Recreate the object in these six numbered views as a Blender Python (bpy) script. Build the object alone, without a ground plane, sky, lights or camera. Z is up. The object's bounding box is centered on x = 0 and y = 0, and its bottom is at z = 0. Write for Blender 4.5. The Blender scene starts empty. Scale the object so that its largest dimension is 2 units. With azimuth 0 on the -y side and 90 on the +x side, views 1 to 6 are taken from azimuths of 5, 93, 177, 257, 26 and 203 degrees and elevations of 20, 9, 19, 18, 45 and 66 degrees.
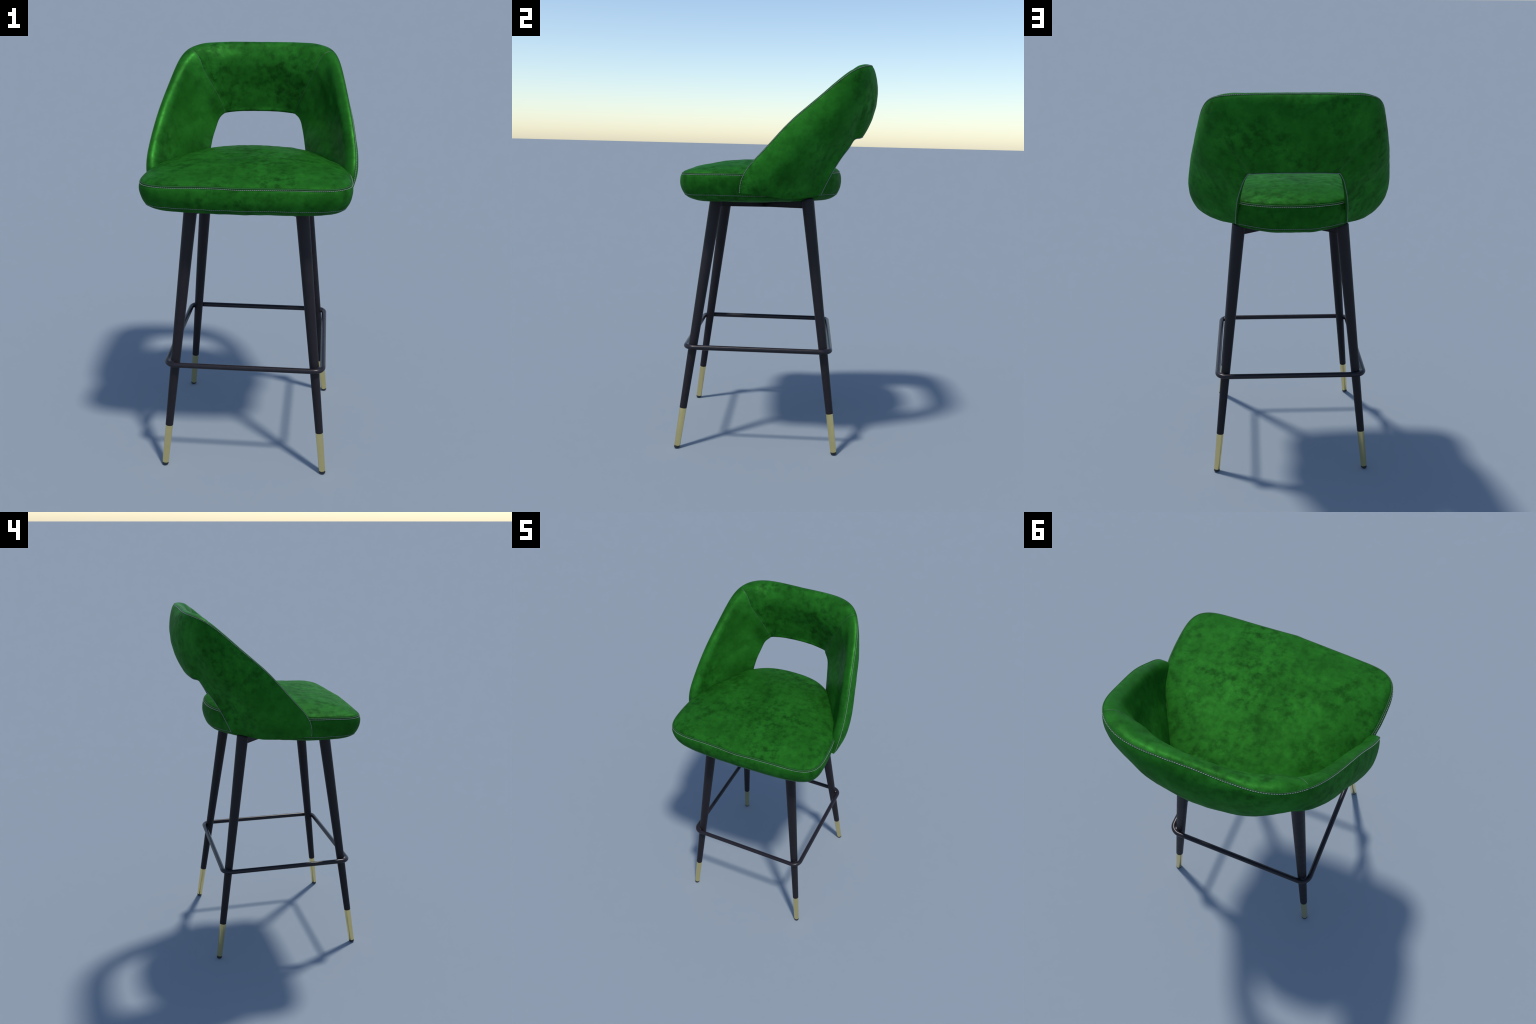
# Upholstered bar stool: padded tub back with open lower back, domed seat,
# four tapered splayed legs with brass ferrules, bent-tube footrest.
import bpy, bmesh, math
import numpy as np
from mathutils import Vector, noise

# ------------------------------------------------------------------ helpers
def bspline(ctrl, n):
    """clamped uniform cubic B-spline through control points -> n samples"""
    C = np.array(ctrl, float)
    m, k = len(C), 3
    kn = np.concatenate([[0]*3, np.linspace(0, 1, m-2), [1]*3])
    t = np.linspace(0, 1-1e-9, n)
    B = np.array([[1.0 if kn[i] <= x < kn[i+1] else 0.0 for i in range(m+3)] for x in t])
    for d in range(1, k+1):
        nb = np.zeros((n, m+3-d))
        for i in range(m+3-d):
            a, b = kn[i+d]-kn[i], kn[i+d+1]-kn[i+1]
            if a > 0: nb[:, i] += (t-kn[i])/a*B[:, i]
            if b > 0: nb[:, i] += (kn[i+d+1]-t)/b*B[:, i+1]
        B = nb
    return B@C

def unit(a):
    return a/np.maximum(np.linalg.norm(a, axis=-1, keepdims=True), 1e-12)

def arclen(P):
    return np.concatenate([[0], np.cumsum(np.linalg.norm(np.diff(P, axis=0), axis=1))])

def resample(P, t):
    d = arclen(P); d = d/d[-1]
    return np.stack([np.interp(t, d, P[:, i]) for i in range(3)], 1)

def hermite(x, kx, kv, flat_end=True):
    kx, kv = np.array(kx, float), np.array(kv, float)
    m = np.gradient(kv, kx)
    if flat_end: m[-1] = 0
    i = np.clip(np.searchsorted(kx, x)-1, 0, len(kx)-2)
    h = kx[i+1]-kx[i]; t = np.clip((x-kx[i])/h, 0, 1)
    return ((2*t**3-3*t**2+1)*kv[i]+(t**3-2*t**2+t)*h*m[i]
            + (-2*t**3+3*t**2)*kv[i+1]+(t**3-t**2)*h*m[i+1])

def fbm(p, scale, seed=0.0, octs=3):
    return noise.fractal(Vector((p[0]*scale+seed, p[1]*scale-seed*0.7, p[2]*scale+seed*1.3)), 1.0, 2.0, octs)

STOOL = bpy.data.objects.new("bar_stool", None)
bpy.context.scene.collection.objects.link(STOOL)
STOOL["label"] = "green velvet bar stool with dark legs and brass tips"
STOOL["category"] = "bar stool"

def add_mesh(name, verts, faces, mat, parent=None, smooth=True, angle=None):
    me = bpy.data.meshes.new(name)
    me.from_pydata([tuple(map(float, v)) for v in verts], [], [tuple(map(int, f)) for f in faces])
    me.update()
    bm = bmesh.new(); bm.from_mesh(me)
    bmesh.ops.recalc_face_normals(bm, faces=bm.faces)
    bm.to_mesh(me); bm.free()
    me.materials.append(mat)
    me.polygons.foreach_set("use_smooth", [smooth]*len(me.polygons))
    if angle is not None:
        me.set_sharp_from_angle(angle=math.radians(angle))
    ob = bpy.data.objects.new(name, me)
    bpy.context.scene.collection.objects.link(ob)
    ob.parent = parent or STOOL
    return ob

def grid_faces(nu, nv, close_u=False, close_v=False, off=0):
    F = []
    for i in range(nu if close_u else nu-1):
        for j in range(nv if close_v else nv-1):
            a, b = i % nu, (i+1) % nu
            c, d = j % nv, (j+1) % nv
            F.append((off+a*nv+c, off+b*nv+c, off+b*nv+d, off+a*nv+d))
    return F

def tube(P, r, sides=10, closed=False, caps=True):
    """round tube along polyline with parallel-transported frame"""
    P = np.array(P, float); n = len(P)
    if closed:
        T = unit(np.roll(P, -1, 0)-np.roll(P, 1, 0))
    else:
        T = unit(np.gradient(P, axis=0))
    r = np.broadcast_to(np.array(r, float), (n,))
    ref = np.array([0, 0, 1.0]) if abs(T[0][2]) < .9 else np.array([1.0, 0, 0])
    u = unit(np.cross(T[0], ref)); V = []
    for i in range(n):
        u = unit(u-T[i]*(u@T[i])); w = np.cross(T[i], u)
        for k in range(sides):
            a = 2*math.pi*k/sides
            V.append(P[i]+r[i]*(math.cos(a)*u+math.sin(a)*w))
    F = grid_faces(n, sides, close_u=closed, close_v=True)
    if caps and not closed:
        F.append(tuple(range(sides))); F.append(tuple((n-1)*sides+k for k in range(sides)))
    return V, F

class Bag:
    def __init__(self): self.v, self.f = [], []
    def add(self, V, F):
        o = len(self.v); self.v += list(V); self.f += [tuple(i+o for i in f) for f in F]

def stitches(bag, P, N, pitch=.0087, length=.0066, r=.00165, lift=.0006, seed=0, closed=False):
    """short rounded thread dashes laid along polyline P with surface normals N"""
    d = arclen(P); n = int(d[-1]/pitch); pitch = d[-1]/n
    rng = np.random.default_rng(seed)
    at = lambda x: np.array([np.interp(x, d, P[:, i]) for i in range(3)])
    nt = lambda x: unit(np.array([np.interp(x, d, N[:, i]) for i in range(3)]))
    for k in range(n):
        c = (k+.5)*pitch
        L = length*rng.uniform(.92, 1.08)
        off = nt(c)*lift*rng.uniform(.7, 1.3)
        xs = np.array([c-L/2, c-L*.32, c, c+L*.32, c+L/2])
        Q = np.array([at(x) for x in xs])+off
        V, F = tube(Q, r*np.array([.35, .9, 1, .9, .35]), 6)
        bag.add(V, F)

# ---------------------------------------------------------------- materials
def nodes(mat):
    mat.use_nodes = True
    nt = mat.node_tree; nt.nodes.clear()
    out = nt.nodes.new("ShaderNodeOutputMaterial")
    b = nt.nodes.new("ShaderNodeBsdfPrincipled")
    nt.links.new(b.outputs[0], out.inputs[0])
    return nt, b

def ramp(nt, src, stops):
    r = nt.nodes.new("ShaderNodeValToRGB")
    e = r.color_ramp.elements
    while len(e) < len(stops): e.new(.5)
    for el, (p, c) in zip(e, stops):
        el.position = p; el.color = (*c, 1)
    nt.links.new(src, r.inputs[0]); return r

def noise_tex(nt, vec, scale, detail=4, rough=.55, dist=0.0):
    n = nt.nodes.new("ShaderNodeTexNoise")
    n.inputs["Scale"].default_value = scale; n.inputs["Detail"].default_value = detail
    n.inputs["Roughness"].default_value = rough; n.inputs["Distortion"].default_value = dist
    nt.links.new(vec, n.inputs["Vector"]); return n

def mix(nt, fac, a, b, blend="MIX"):
    m = nt.nodes.new("ShaderNodeMix"); m.data_type = 'RGBA'; m.blend_type = blend
    for s, v in ((m.inputs[0], fac), (m.inputs[6], a), (m.inputs[7], b)):
        if hasattr(v, "is_linked"): nt.links.new(v, s)
        else: s.default_value = v
    return m.outputs[2]

def velvet(name, stretch=(1, 1, 1), shift=(0, 0, 0), gain=1.0, metal=.2, rough=.6, contrast=1.0, spec=.06):
    mat = bpy.data.materials.new(name)
    nt, b = nodes(mat)
    tc = nt.nodes.new("ShaderNodeTexCoord")
    mp = nt.nodes.new("ShaderNodeMapping")
    mp.inputs["Scale"].default_value = stretch; mp.inputs["Location"].default_value = shift
    nt.links.new(tc.outputs["Object"], mp.inputs[0])
    v = mp.outputs[0]
    broad = noise_tex(nt, v, 6.0, 4, .6, .15)
    blot = noise_tex(nt, v, 26, 5, .60, .0)
    fine = noise_tex(nt, v, 95, 3, .6)
    g = gain
    c1 = ramp(nt, broad.outputs[0], [(.30, (.0115*g, .096*g, .0092*g)), (.52, (.0165*g, .134*g, .0130*g)), (.72, (.0230*g, .174*g, .0185*g))])
    d1 = ramp(nt, blot.outputs[0], [(.33, (.48, .48, .48)), (.42, (.68, .68, .68)), (.51, (1.0, 1.0, 1.0)), (.70, (1.26, 1.23, 1.20))])
    clus = noise_tex(nt, v, 4.2, 3, .6, .1)
    k = ramp(nt, clus.outputs[0], [(.36, (.25*contrast,)*3), (.62, (min(1, contrast),)*3)])
    f1 = ramp(nt, fine.outputs[0], [(.3, (.93, .93, .93)), (.7, (1.07, 1.07, 1.07))])
    col = mix(nt, 1.0, mix(nt, k.outputs[0], c1.outputs[0], d1.outputs[0], "MULTIPLY"), f1.outputs[0], "MULTIPLY")
    nt.links.new(col, b.inputs["Base Color"])
    rr = ramp(nt, blot.outputs[0], [(.3, (rough+.05,)*3), (.7, (rough-.05,)*3)])
    nt.links.new(rr.outputs[0], b.inputs["Roughness"])
    b.inputs["Specular IOR Level"].default_value = spec
    b.inputs["Metallic"].default_value = metal
    b.inputs["Specular Tint"].default_value = (.45, 1.0, .45, 1)
    bump = nt.nodes.new("ShaderNodeBump")
    bump.inputs["Strength"].default_value = .12; bump.inputs["Distance"].default_value = .004
    nt.links.new(blot.outputs[0], bump.inputs["Height"])
    nt.links.new(bump.outputs[0], b.inputs["Normal"])
    return mat

def simple(name, col, rough, metal=0.0, spec=.5, vary=.15, scale=30, coat=0.0):
    mat = bpy.data.materials.new(name)
    nt, b = nodes(mat)
    tc = nt.nodes.new("ShaderNodeTexCoord")
    n = noise_tex(nt, tc.outputs["Object"], scale, 4)
    lo = tuple(c*(1-vary) for c in col); hi = tuple(c*(1+vary) for c in col)
    r = ramp(nt, n.outputs[0], [(.3, lo), (.7, hi)])
    nt.links.new(r.outputs[0], b.inputs["Base Color"])
    rr = ramp(nt, n.outputs[0], [(.3, (rough*.9,)*3), (.7, (rough*1.1,)*3)])
    nt.links.new(rr.outputs[0], b.inputs["Roughness"])
    b.inputs["Metallic"].default_value = metal
    b.inputs["Specular IOR Level"].default_value = spec
    b.inputs["Coat Weight"].default_value = coat
    return mat

M_SEAT = velvet("green_velvet_seat", shift=(.3, .1, 0), gain=.76, contrast=1.15)
M_BAND = velvet("green_velvet_band", shift=(1.3, 2.1, .4), gain=.76, contrast=.75)
M_IN = velvet("green_velvet_lining", shift=(4.3, 1.1, 2.0), gain=.82, metal=.26, rough=.45, contrast=.65, spec=.09)
M_BACK = velvet("green_velvet_back_lining", shift=(2.3, 6.1, 8.0), gain=.84, metal=.2, rough=.52, contrast=1.15, spec=.10)
M_OUT = velvet("green_velvet_cover", shift=(7.3, 5.1, 3.0), gain=.95, contrast=.85)
M_CORD = simple("dark_green_welt", (.012, .075, .014), .7, spec=.2, vary=.1)
M_TRIM = simple("grey_green_edge_tape", (.11, .16, .13), .5, vary=.08)
M_SEAM = simple("dull_green_seam_cord", (.045, .085, .055), .5, vary=.1)
M_THREAD = simple("pale_grey_thread", (.20, .26, .215), .5, vary=.1, scale=400)
M_LEG = simple("black_painted_metal", (.0112, .0088, .0122), .50, spec=.24, vary=.12, scale=45)
M_RING = simple("black_satin_tube", (.0130, .0105, .0145), .30, spec=.30, vary=.1, scale=45)
M_BRASS = simple("brushed_brass", (.92, .745, .325), .22, metal=1.0, vary=.02, scale=60)
M_GLIDE = simple("black_rubber", (.012, .013, .014), .55, vary=.1)

# --------------------------------------------------------------------- seat
SEAT_TOP = [(0, -.5019, 1.4355), (.195, -.4877, 1.4346), (.3492, -.4893, 1.4326), (.4371, -.4684, 1.4349),
            (.4848, -.4107, 1.4346), (.485, -.2959, 1.4377), (.4784, -.1496, 1.4402), (.427, .0094, 1.441),
            (.366, .130, 1.4480), (.277, .236, 1.4500), (.150, .324, 1.4510), (0, .325, 1.4490)]
SEAT_LOW = [(0, -.4953, 1.3354), (.1905, -.4953, 1.3354), (.3427, -.4812, 1.3354), (.4314, -.4542, 1.3355),
            (.4743, -.3964, 1.3356), (.4675, -.2821, 1.3359), (.4573, -.1378, 1.3362), (.4034, .0154, 1.3366),
            (.3254, .1573, 1.3369), (.2207, .2602, 1.3371), (.1063, .3195, 1.3373), (0, .3195, 1.3373)]

def closed_loop(ctrl, n):
    """mirror a half outline and resample by matching parameter"""
    h = bspline(ctrl, 1200)
    h = resample(h, np.linspace(0, 1, n))
    return np.concatenate([h, (h*[-1, 1, 1])[-2:0:-1]])

NH = 161
def tuck_in(P):
    # where the arms wrap it the cushion is squeezed inward
    y = P[:, 1]; k = np.clip((y+.07)/.14, 0, 1)*np.clip((.225-y)/.10, 0, 1)
    k = k*k*(3-2*k)
    P[:, 0] *= 1-.045*k; P[:, 1] -= .010*k
    return P
S = closed_loop(SEAT_TOP, NH); L = closed_loop(SEAT_LOW, NH); NC = len(S)
S, L = tuck_in(S), tuck_in(L)
for i in range(NC):                       # slight unevenness of the hand-sewn seams
    S[i, 2] += .0022*fbm(S[i], 7, 3.0); L[i, 2] += .0026*fbm(L[i], 8, 9.0); L[i, :2] *= .989
CEN = np.array([0, -.09, 0])
OUTDIR = unit((np.roll(S, -1, 0)-np.roll(S, 1, 0))[:, [1, 0, 2]]*[1, -1, 0])

def seat_top_rows():
    rows = []
    # welt groove then dome
    prof = [(1.0, -.0035, .0045), (.998, .0000, .0035), (.9955, .0030, .0025)]
    Z0 = 1.4425
    for r in np.concatenate([[1.0, .997, .992, .985, .975, .96, .94, .915, .885, .85, .81], np.linspace(.775, .012, 75)]):
        x = 1-r
        P = CEN*[1, 1, 0]+r*(S*[1, 1, 0]-CEN*[1, 1, 0])
        edge = math.exp(-x/.05)
        flat = r**3
        z = S[:, 2]*edge+(S[:, 2]*flat+Z0*(1-flat))*(1-edge)
        tuck = .012*math.exp(-x/.007)
        h = (.048+.009*np.clip((P[:, 1]+.22)/.25, -1, 1))*(1-r**2.9)+.010*(1-math.exp(-x/.02))-tuck*.45+.003
        P[:, 2] = z+h
        if x < .03: P -= OUTDIR*(.007*math.exp(-x/.010))
        rows.append(P)
    for R in rows[8:]:
        for p in R:
            p[2] += .0030*fbm((p[0], p[1], 1.45), 9, 1.7)+.0012*fbm((p[0], p[1], 1.45), 30, 5.1)
    return rows

rows = seat_top_rows()
V = np.concatenate(rows+[np.array([[0, CEN[1], rows[-1][:, 2].mean()]])])
F = [(j*NC+i, j*NC+(i+1) % NC, (j+1)*NC+(i+1) % NC, (j+1)*NC+i) for j in range(len(rows)-1) for i in range(NC)]
F += [((len(rows)-1)*NC+i, (len(rows)-1)*NC+(i+1) % NC, len(V)-1) for i in range(NC)]
seat = add_mesh("seat", V, F, M_SEAT)

# side band (boxing) with a soft bulge between the two seams
rows = []
BT = np.concatenate([[0, .02, .045, .075, .11], np.linspace(.16, .84, 15), [.89, .93, .96, .985, 1.0]])
for t in BT:
    P = S*(1-t)+L*t
    bul = .0125*(math.sin(math.pi*t)**.75 if 0 < t < 1 else 0)-.004*math.exp(-t/.03)-.003*math.exp(-(1-t)/.03)
    P = P+OUTDIR*bul
    w = math.sin(math.pi*t)
    for p in P:
        p[:2] += np.array(p[:2])*.0045*w*fbm(p, 11, 4.2)
    rows.append(P)
V = np.concatenate(rows)
F = [(j*NC+i, j*NC+(i+1) % NC, (j+1)*NC+(i+1) % NC, (j+1)*NC+i) for j in range(len(rows)-1) for i in range(NC)]
add_mesh("seat_band", V, F, M_BAND, seat)
BAND = rows

# underside
rows = []
for r in [1.0, .995, .985, .97, .95, .92, .88, .83, .77, .6, .4, .2, .04]:
    P = CEN*[1, 1, 0]+r*(L*[1, 1, 0]-CEN*[1, 1, 0])
    x = 1-r
    P[:, 2] = L[:, 2]-.038*(1-math.exp(-x/.085))-.002+.003*math.exp(-x/.004)*-1
    if x < .004: P -= OUTDIR*.003
    rows.append(P)
V = np.concatenate(rows+[np.array([[0, CEN[1], rows[-1][:, 2].mean()]])])
F = [(j*NC+i, j*NC+(i+1) % NC, (j+1)*NC+(i+1) % NC, (j+1)*NC+i) for j in range(len(rows)-1) for i in range(NC)]
F += [((len(rows)-1)*NC+i, (len(rows)-1)*NC+(i+1) % NC, len(V)-1) for i in range(NC)]
add_mesh("seat_underside", V, F, M_BAND, seat)

Sc = S-OUTDIR*.0055+np.array([0, 0, .0035])
add_mesh("seat_piping", *tube(Sc, .0042, 10, closed=True), M_CORD, seat)
Lc = L-OUTDIR*.0035+np.array([0, 0, -.0015])
add_mesh("seat_piping", *tube(Lc, .0034, 8, closed=True), M_CORD, seat)
bag = Bag()
def visible_runs(P, lo, hi):
    # the stitching is left out where the arms cover the cushion
    front = [i for i in range(-NC//2, NC//2) if P[i, 1] < lo]
    back = [i for i in range(NC) if P[i, 1] > hi]
    return [np.array(front), np.array(back)]
for P, lift, dz, r, lo, hi, sd in ((S, .0005, -.0005, .0014, -.15, .235, 1), (L, .0002, .0012, .0011, -.02, .16, 2)):
    for k, idx in enumerate(visible_runs(P, lo, hi)):
        stitches(bag, P[idx]+OUTDIR[idx]*lift+np.array([0, 0, dz]), OUTDIR[idx], r=r, length=.0070, seed=sd+10*k)
ob = add_mesh("seat_stitching", bag.v, bag.f, M_THREAD, seat); ob["kind"] = "stuff"

# ----------------------------------------------------------------- backrest
# A horseshoe strip: EDGE is the outer sewn edge (front of the arm, up the slope,
# along the top), MOUTH the edge of the lower-back opening. Both run from the
# arm's foot to the middle of the back; the other half is mirrored.
EDGE = [(.4846, -.1774, 1.3514), (.5073, -.1822, 1.44), (.5061, -.0734, 1.5439), (.4772, .0493, 1.699),
        (.4464, .195, 1.8161), (.4173, .311, 1.9245), (.3718, .3929, 1.9769), (.2704, .4629, 1.9933),
        (.1442, .4665, 1.9955), (0, .4625, 1.9950)]
MOUTH = [(.2759, .2217, 1.3406), (.2732, .2585, 1.4231), (.2638, .2955, 1.4918), (.2446, .3327, 1.5484),
         (.2356, .3645, 1.586), (.2094, .3839, 1.6311), (.2048, .4129, 1.6298), (.1618, .426, 1.636),
         (.0885, .441, 1.641), (0, .441, 1.641)]
CORNER = .6                                  # strip parameter of the panel seams
KS = [0, .12, .25, .4, .52, .6, .68, .8, 1]
BULGE_TOP = [.1597, .1697, .1576, .1498, .1197, .0852, .0440, .0540, .0780]
BULGE_LOW = [.0150, .0120, .0130, .0387, .0328, .0168, .0357, .0491, .0632]

sA = CORNER*np.linspace(0, 1, 105)**1.25
sB = np.linspace(CORNER, 1, 65)
sv = np.concatenate([sA, sB[1:]]); NSV = len(sv); IC = len(sA)-1
def strip_edge(ctrl, split):
    P = bspline(ctrl, 2000)
    a = resample(P[:split+1], sA/CORNER)
    b = resample(P[split:], (sB-CORNER)/(1-CORNER))
    return np.concatenate([a, b[1:]])
U = strip_edge(EDGE, 1355); O = strip_edge(MOUTH, 1291)
chord = O-U; ch = unit(chord)
Td = unit(unit(np.gradient(U, axis=0))+unit(np.gradient(O, axis=0)))
NR = unit(np.cross(ch, Td))
NR *= np.sign((NR*(U*[1, 1, 0]+[0, .1, 0])).sum(1))[:, None]
def smooth_half(a, k):
    ap = np.concatenate([np.repeat(a[:1], k, 0), a, (a[-2:-k-2:-1])*[-1, 1, 1]])
    return np.stack([np.convolve(ap[:, i], np.ones(2*k+1)/(2*k+1), 'valid') for i in range(3)], 1)
for _ in range(2): NR = smooth_half(NR, 16)
w0 = np.clip(1-sv/.2, 0, 1)
NR[:, 2] *= 1-w0
NR = unit(NR)

def full(a):      # half strip -> whole strip (right arm -> back -> left arm)
    return np.concatenate([a, (a*[-1, 1, 1])[-2::-1]])

tv = np.concatenate([[0, .01, .025, .045, .07], np.linspace(.1, .9, 25), [.93, .955, .975, .99, 1.0]])
b1 = hermite(sv, KS, BULGE_TOP); b2 = hermite(sv, KS, BULGE_LOW)
bul = 3*tv*(1-tv)**2*b1[:, None]+3*tv**2*(1-tv)*b2[:, None]
# the cover curls under along the arm's foot
curl = .034*(np.clip(1-sv/.085, 0, 1)**2.2)[:, None]*np.sin(np.pi*tv)[None]
bul = bul-curl
sag = .024*np.exp(-(sv/.06)**1.5)[:, None]*np.sin(np.pi*tv**1.5)[None]**1.2
OUT = U[:, None]+tv[None, :, None]*chord[:, None]+bul[..., None]*NR[:, None]   # outer cover, half
OUT[..., 2] -= sag
OUTF = np.concatenate([OUT, (OUT*[-1, 1, 1])[-2::-1]])
NF, NT = OUTF.shape[:2]
SF = np.concatenate([sv, 2-sv[-2::-1]])
IR, IL = IC, NF-1-IC

def surf_normals(G):
    du = np.gradient(G, axis=0); dv = np.gradient(G, axis=1)
    n = unit(np.cross(dv, du))
    c = np.array([0, -.05, 1.62])
    sgn = np.sign(((G-c)*n).sum(2).mean())
    return n*sgn
NO = surf_normals(OUTF)

# outer cover: tuck edges slightly, press the two panel seams in, gentle lumps
cover = OUTF.copy()
tuck = -.002*np.exp(-tv/.012)-.003*np.exp(-(1-tv)/.012)
seam = -.0012*(np.exp(-((SF-CORNER)/.003)**2)+np.exp(-((SF-(2-CORNER))/.003)**2))
clen0 = np.linalg.norm(full(chord), axis=1); SFm = np.minimum(SF, 2-SF)
lump = np.array([[.0026*fbm(p, 8, 2.2)+.001*fbm(p, 26, 6.0) for p in row] for row in OUTF])
env = (np.clip(np.sin(np.pi*tv), 0, 1)**.5)[None, :]
dt = tv[None]*clen0[:, None]
round_edge = .0085*(1-np.exp(-dt/.018))*np.clip(1-tv[None]/.6, 0, 1)*(.08+.92*np.clip((SFm[:, None]-.50)/.25, 0, 1))*np.clip(SFm[:, None]/.1, 0, 1)
cover += NO*(tuck[None, :]+round_edge+seam[:, None]+lump*env)[..., None]
backrest = add_mesh("backrest", cover.reshape(-1, 3), grid_faces(NF, NT), M_OUT)

# padding: thickness of the upholstery measured inward from the cover
TK = [0, .25, .45, .75, 1.0]
TH_ARM = [.078, .095, .090, .058, .020]
TH_BACK = [.092, .112, .110, .078, .030]
wb = np.clip((np.minimum(SF, 2-SF)-.48)/.3, 0, 1); wb = wb*wb*(3-2*wb)
tin = np.concatenate([[0, .01, .025, .045, .07], np.linspace(.1, .97, 40)])
def lerp_rows(G, t):
    return np.stack([np.stack([np.interp(t, tv, G[i, :, k]) for k in range(3)], 1) for i in range(len(G))])
OI = lerp_rows(OUTF, tin); NI = unit(lerp_rows(NO, tin))
NI[..., 2] *= 1-tin[None]**3
NI = unit(NI)
thA, thB = hermite(tin, TK, TH_ARM, False), hermite(tin, TK, TH_BACK, False)
th = thA[None]*(1-wb[:, None])+thB[None]*wb[:, None]
UF, OF, CF = full(U), full(O), full(chord)
clen = np.linalg.norm(CF, axis=1)
cF = unit(CF)
edge_dir = unit(UF-OI[:, 4])                      # outward across the sewn edge
# rolled lip: a quarter-ish arc from the sewn edge over to the lining
LIP = np.linspace(0, 1, 15)
pad_rows = []
sm = np.minimum(SF, 2-SF)
lift = 1+.45*np.clip((sm-.75)/.2, 0, 1)-.15*np.exp(-((sm-.58)/.08)**2)
lip_d = .075
for i in range(NF):
    row = []
    dist = tin*clen[i]
    # thickness develops slowly away from the sewn edge -> broad soft roll
    x = np.clip(dist/lip_d, 0, 1)
    rise = .76+.24*(1-(1-x)**2.6)
    for j in range(len(tin)):
        if j == 0: continue
        row.append(OI[i, j]-NI[i, j]*th[i, j]*rise[j])
    # rolled lip: part of an ellipse standing on the sewn edge
    n0 = NI[i, 0]; g = 1+.12*wb[i]
    crest = [UF[i]-n0*a*g+edge_dir[i]*e*lift[i] for a, e in
             ((0, 0), (.0045, .0047), (.012, .0085), (.025, .0104), (.040, .0082), (.054, .0018))]
    pad_rows.append((crest, row))
# blend crest and lining with one smooth spline per section
NP = 64
PAD = np.zeros((NF, NP, 3))
for i, (crest, row) in enumerate(pad_rows):
    keep = [k for k in range(len(row)) if tin[k+1]*clen[i] > .017]
    pts = np.array(crest+[row[k] for k in keep])
    end = OF[i]-NI[i, -1]*th[i, -1]+cF[i]*.002
    # rounded mouth edge: lining curls over to the opening tape
    e_in = unit(pts[-1]-pts[-4])
    pts = np.concatenate([pts, [end-e_in*.003, end*.6+OF[i]*.4+cF[i]*.002, OF[i]+(-NO[i, -1])*.001]])
    C = np.concatenate([pts[:1], pts, pts[-1:]])
    d = arclen(pts); tt = np.linspace(0, 1, NP)
    tt = (tt+.12*np.sin(2*np.pi*tt)/(2*np.pi)*-1)*d[-1]
    k = np.clip(np.searchsorted(d, tt)-1, 0, len(pts)-2)
    f = ((tt-d[k])/(d[k+1]-d[k]))[:, None]
    p0, p1, p2, p3 = C[k], C[k+1], C[k+2], C[k+3]
    PAD[i] = .5*((2*p1)+(-p0+p2)*f+(2*p0-5*p1+4*p2-p3)*f**2+(-p0+3*p1-3*p2+p3)*f**3)
# relax across the section and along the strip
for _ in range(6):
    Q = PAD.copy()
    Q[1:-1, 1:-1] = .5*PAD[1:-1, 1:-1]+.125*(PAD[1:-1, 2:]+PAD[1:-1, :-2]+PAD[2:, 1:-1]+PAD[:-2, 1:-1])
    PAD = Q
NPAD = -surf_normals(PAD)
lump = np.array([[.0028*fbm(p, 9, 12.2)+.001*fbm(p, 28, 16.0) for p in row] for row in PAD])
tp = np.linspace(0, 1, NP)
seam = -.0016*(np.exp(-((SF-CORNER)/.005)**2)+np.exp(-((SF-(2-CORNER))/.005)**2))
PAD += NPAD*(lump*(np.sin(np.pi*tp)**.6)[None]+seam[:, None])[..., None]
# three sewn panels meet at the seam grooves
def panel(name, a, b, parent, mat):
    G = PAD[a:b+1]
    return add_mesh(name, G.reshape(-1, 3), grid_faces(b-a+1, NP), mat, parent)
panel("arm_panel", 0, IR, backrest, M_IN)
panel("back_panel", IR, IL, backrest, M_BACK)
panel("arm_panel", IL, NF-1, backrest, M_IN)

# arm feet: close the gap between cover and padding along the bottom edge
for i in (0, NF-1):
    ring = np.concatenate([cover[i], PAD[i][::-1]])
    c = ring.mean(0)
    V = np.concatenate([ring, [c]]); n = len(ring)
    add_mesh("arm_foot", V, [(k, (k+1) % n, n) for k in range(n)], M_OUT, backrest)

# welts, opening tape, seam cords and stitches
n0 = NO[:, 0]
add_mesh("edge_piping", *tube(UF+edge_dir*.0012-n0*.0020, .0020, 8), M_CORD, backrest)
bag = Bag()
stitches(bag, cover[:, 0]*.75+cover[:, 1]*.25+n0*.0012, n0, r=.0015, length=.0070, seed=5, pitch=.0086)
ob = add_mesh("edge_stitching", bag.v, bag.f, M_THREAD, backrest); ob["kind"] = "stuff"
add_mesh("opening_piping", *tube(OF+NO[:, -1]*(-.0016)+cF*.0006, .0021, 8), M_TRIM, backrest)
for k in (IR, IL):
    add_mesh("panel_seam", *tube(PAD[k, 2:-2]-NPAD[k, 2:-2]*.0006, .0012, 6), M_SEAM, backrest)
    add_mesh("cover_seam", *tube(cover[k, 1:-1]-NO[k, 1:-1]*.0009, .0011, 6), M_CORD, backrest)

# --------------------------------------------------------------------- legs
YM = -.0803                                   # the leg square is centred a little forward
def leg_axis(sx, sy, z):
    return np.array([sx*(.3950-.1034*z), YM+sy*(.4118-.1343*z), z])
def leg_r(z): return .0157+.0122*z

def leg_loft(sx, sy, zs, rs, sides=40):
    P = [leg_axis(sx, sy, z) for z in zs]
    return tube(P, rs, sides)

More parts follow.
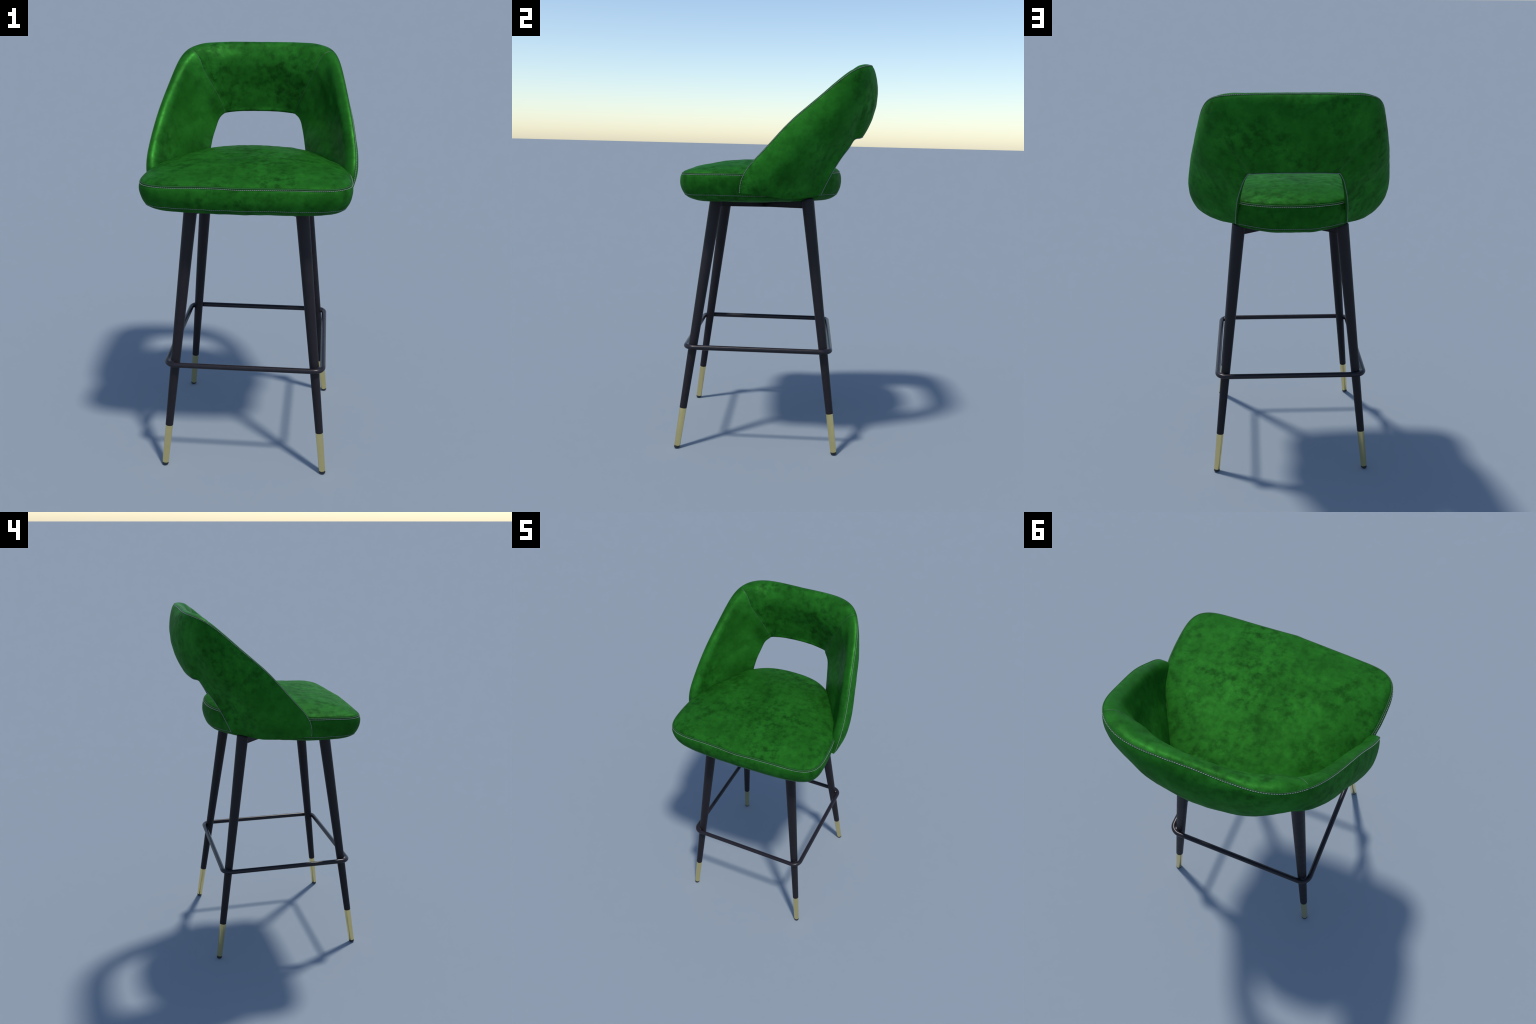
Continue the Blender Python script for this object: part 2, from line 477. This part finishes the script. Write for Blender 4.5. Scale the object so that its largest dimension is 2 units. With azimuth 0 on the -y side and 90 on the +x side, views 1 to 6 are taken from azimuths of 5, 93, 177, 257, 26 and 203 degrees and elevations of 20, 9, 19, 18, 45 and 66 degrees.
for sx in (1, -1):
    for sy in (-1, 1):
        zs = np.array([.2105, .2125, .216]+list(np.linspace(.26, 1.30, 12))+[1.312, 1.318])
        rs = np.array([leg_r(z)+.0006 for z in zs]); rs[0] -= .0014; rs[-1] -= .004
        leg = add_mesh("leg", *leg_loft(sx, sy, zs, rs), M_LEG, angle=40)
        zs = np.array([.0115, .0128, .016, .10, .200, .2075, .2115])
        rs = np.array([leg_r(z) for z in zs]); rs[0] -= .0018; rs[1] -= .0006
        add_mesh("ferrule", *leg_loft(sx, sy, zs, rs), M_BRASS, leg, angle=40)
        # rubber glide, flat on the floor
        V = []; n = 32
        ax = leg_axis(sx, sy, .0)
        for z, r in ((0, .0095), (.0008, .0125), (.003, .0148), (.006, .0156), (.0125, .0152)):
            c = leg_axis(sx, sy, z)
            V += [(c[0]+r*math.cos(2*math.pi*k/n), c[1]+r*math.sin(2*math.pi*k/n), z) for k in range(n)]
        Fg = grid_faces(5, n, close_v=True)+[tuple(range(n)), tuple(4*n+k for k in range(n))]
        add_mesh("glide", V, Fg, M_GLIDE, leg, angle=50)

# ------------------------------------------------------------ footrest ring
RZ, RHX, RHY, RC = .5415, .3795, .3745, .046
P = []
for cx, cy, a0 in ((1, 1, 0), (-1, 1, 90), (-1, -1, 180), (1, -1, 270)):
    for k in range(13):
        a = math.radians(a0+90*k/12)
        P.append((cx*(RHX-RC)+RC*math.cos(a), YM+cy*(RHY-RC)+RC*math.sin(a), RZ))
Q = []
for i in range(len(P)):                       # add points on the straights
    p, q = np.array(P[i]), np.array(P[(i+1) % len(P)])
    Q.append(p)
    if np.linalg.norm(q-p) > .1:
        Q += [p+(q-p)*t for t in (.02, .25, .5, .75, .98)]
footrest = add_mesh("footrest", *tube(Q, .0131, 24, closed=True), M_RING)
for sx in (1, -1):                            # weld beads filling the corners against the legs
    for sy in (1, -1):
        c = leg_axis(sx, sy, RZ)+np.array([sx*.0165, sy*.0165, 0])
        bm = bmesh.new()
        bmesh.ops.create_uvsphere(bm, u_segments=24, v_segments=14, radius=1)
        V = [(c[0]+v.co.x*.0205, c[1]+v.co.y*.0205, c[2]+v.co.z*.0140) for v in bm.verts]
        bm.verts.index_update()
        F = [[v.index for v in f.verts] for f in bm.faces]; bm.free()
        add_mesh("weld", V, F, M_RING, footrest)

# ------------------------------------------------- cross frame under the seat
def bar(p, q, w, z0, z1):
    p, q = np.array(p), np.array(q); d = unit(q-p); n = np.array([-d[1], d[0]])*w/2
    bm = bmesh.new()
    c = [p+n, p-n, q-n, q+n]
    lo = [bm.verts.new((*v, z0)) for v in c]; hi = [bm.verts.new((*v, z1)) for v in c]
    bm.faces.new(lo); bm.faces.new(hi)
    for k in range(4): bm.faces.new((lo[k], lo[(k+1) % 4], hi[(k+1) % 4], hi[k]))
    bmesh.ops.bisect_plane(bm, geom=bm.verts[:]+bm.edges[:]+bm.faces[:], plane_co=(*(p+q)/2, 0), plane_no=(*d, 0))
    bmesh.ops.bevel(bm, geom=[e for e in bm.edges if len(e.link_faces) == 2 and e.calc_face_angle() > .5], offset=.002, segments=2, affect='EDGES')
    bm.normal_update()
    V = [v.co[:] for v in bm.verts]; bm.verts.index_update()
    F = [[v.index for v in f.verts] for f in bm.faces]; bm.free()
    return V, F
for k, sg in enumerate((1, -1)):
    a, b = leg_axis(sg, -1, 1.28), leg_axis(-sg, 1, 1.28)
    V, F = bar(a[:2], b[:2], .036, 1.269, 1.303-.001*k)
    L2 = np.linalg.norm((a-b)[:2])/2
    m = (a+b)[:2]/2
    V = [(x, y, z-(.0205-.001*k)*(1-np.hypot(x-m[0], y-m[1])/L2) if z < 1.28 else z) for x, y, z in V]
    add_mesh("cross_bar", V, F, M_LEG, angle=30)
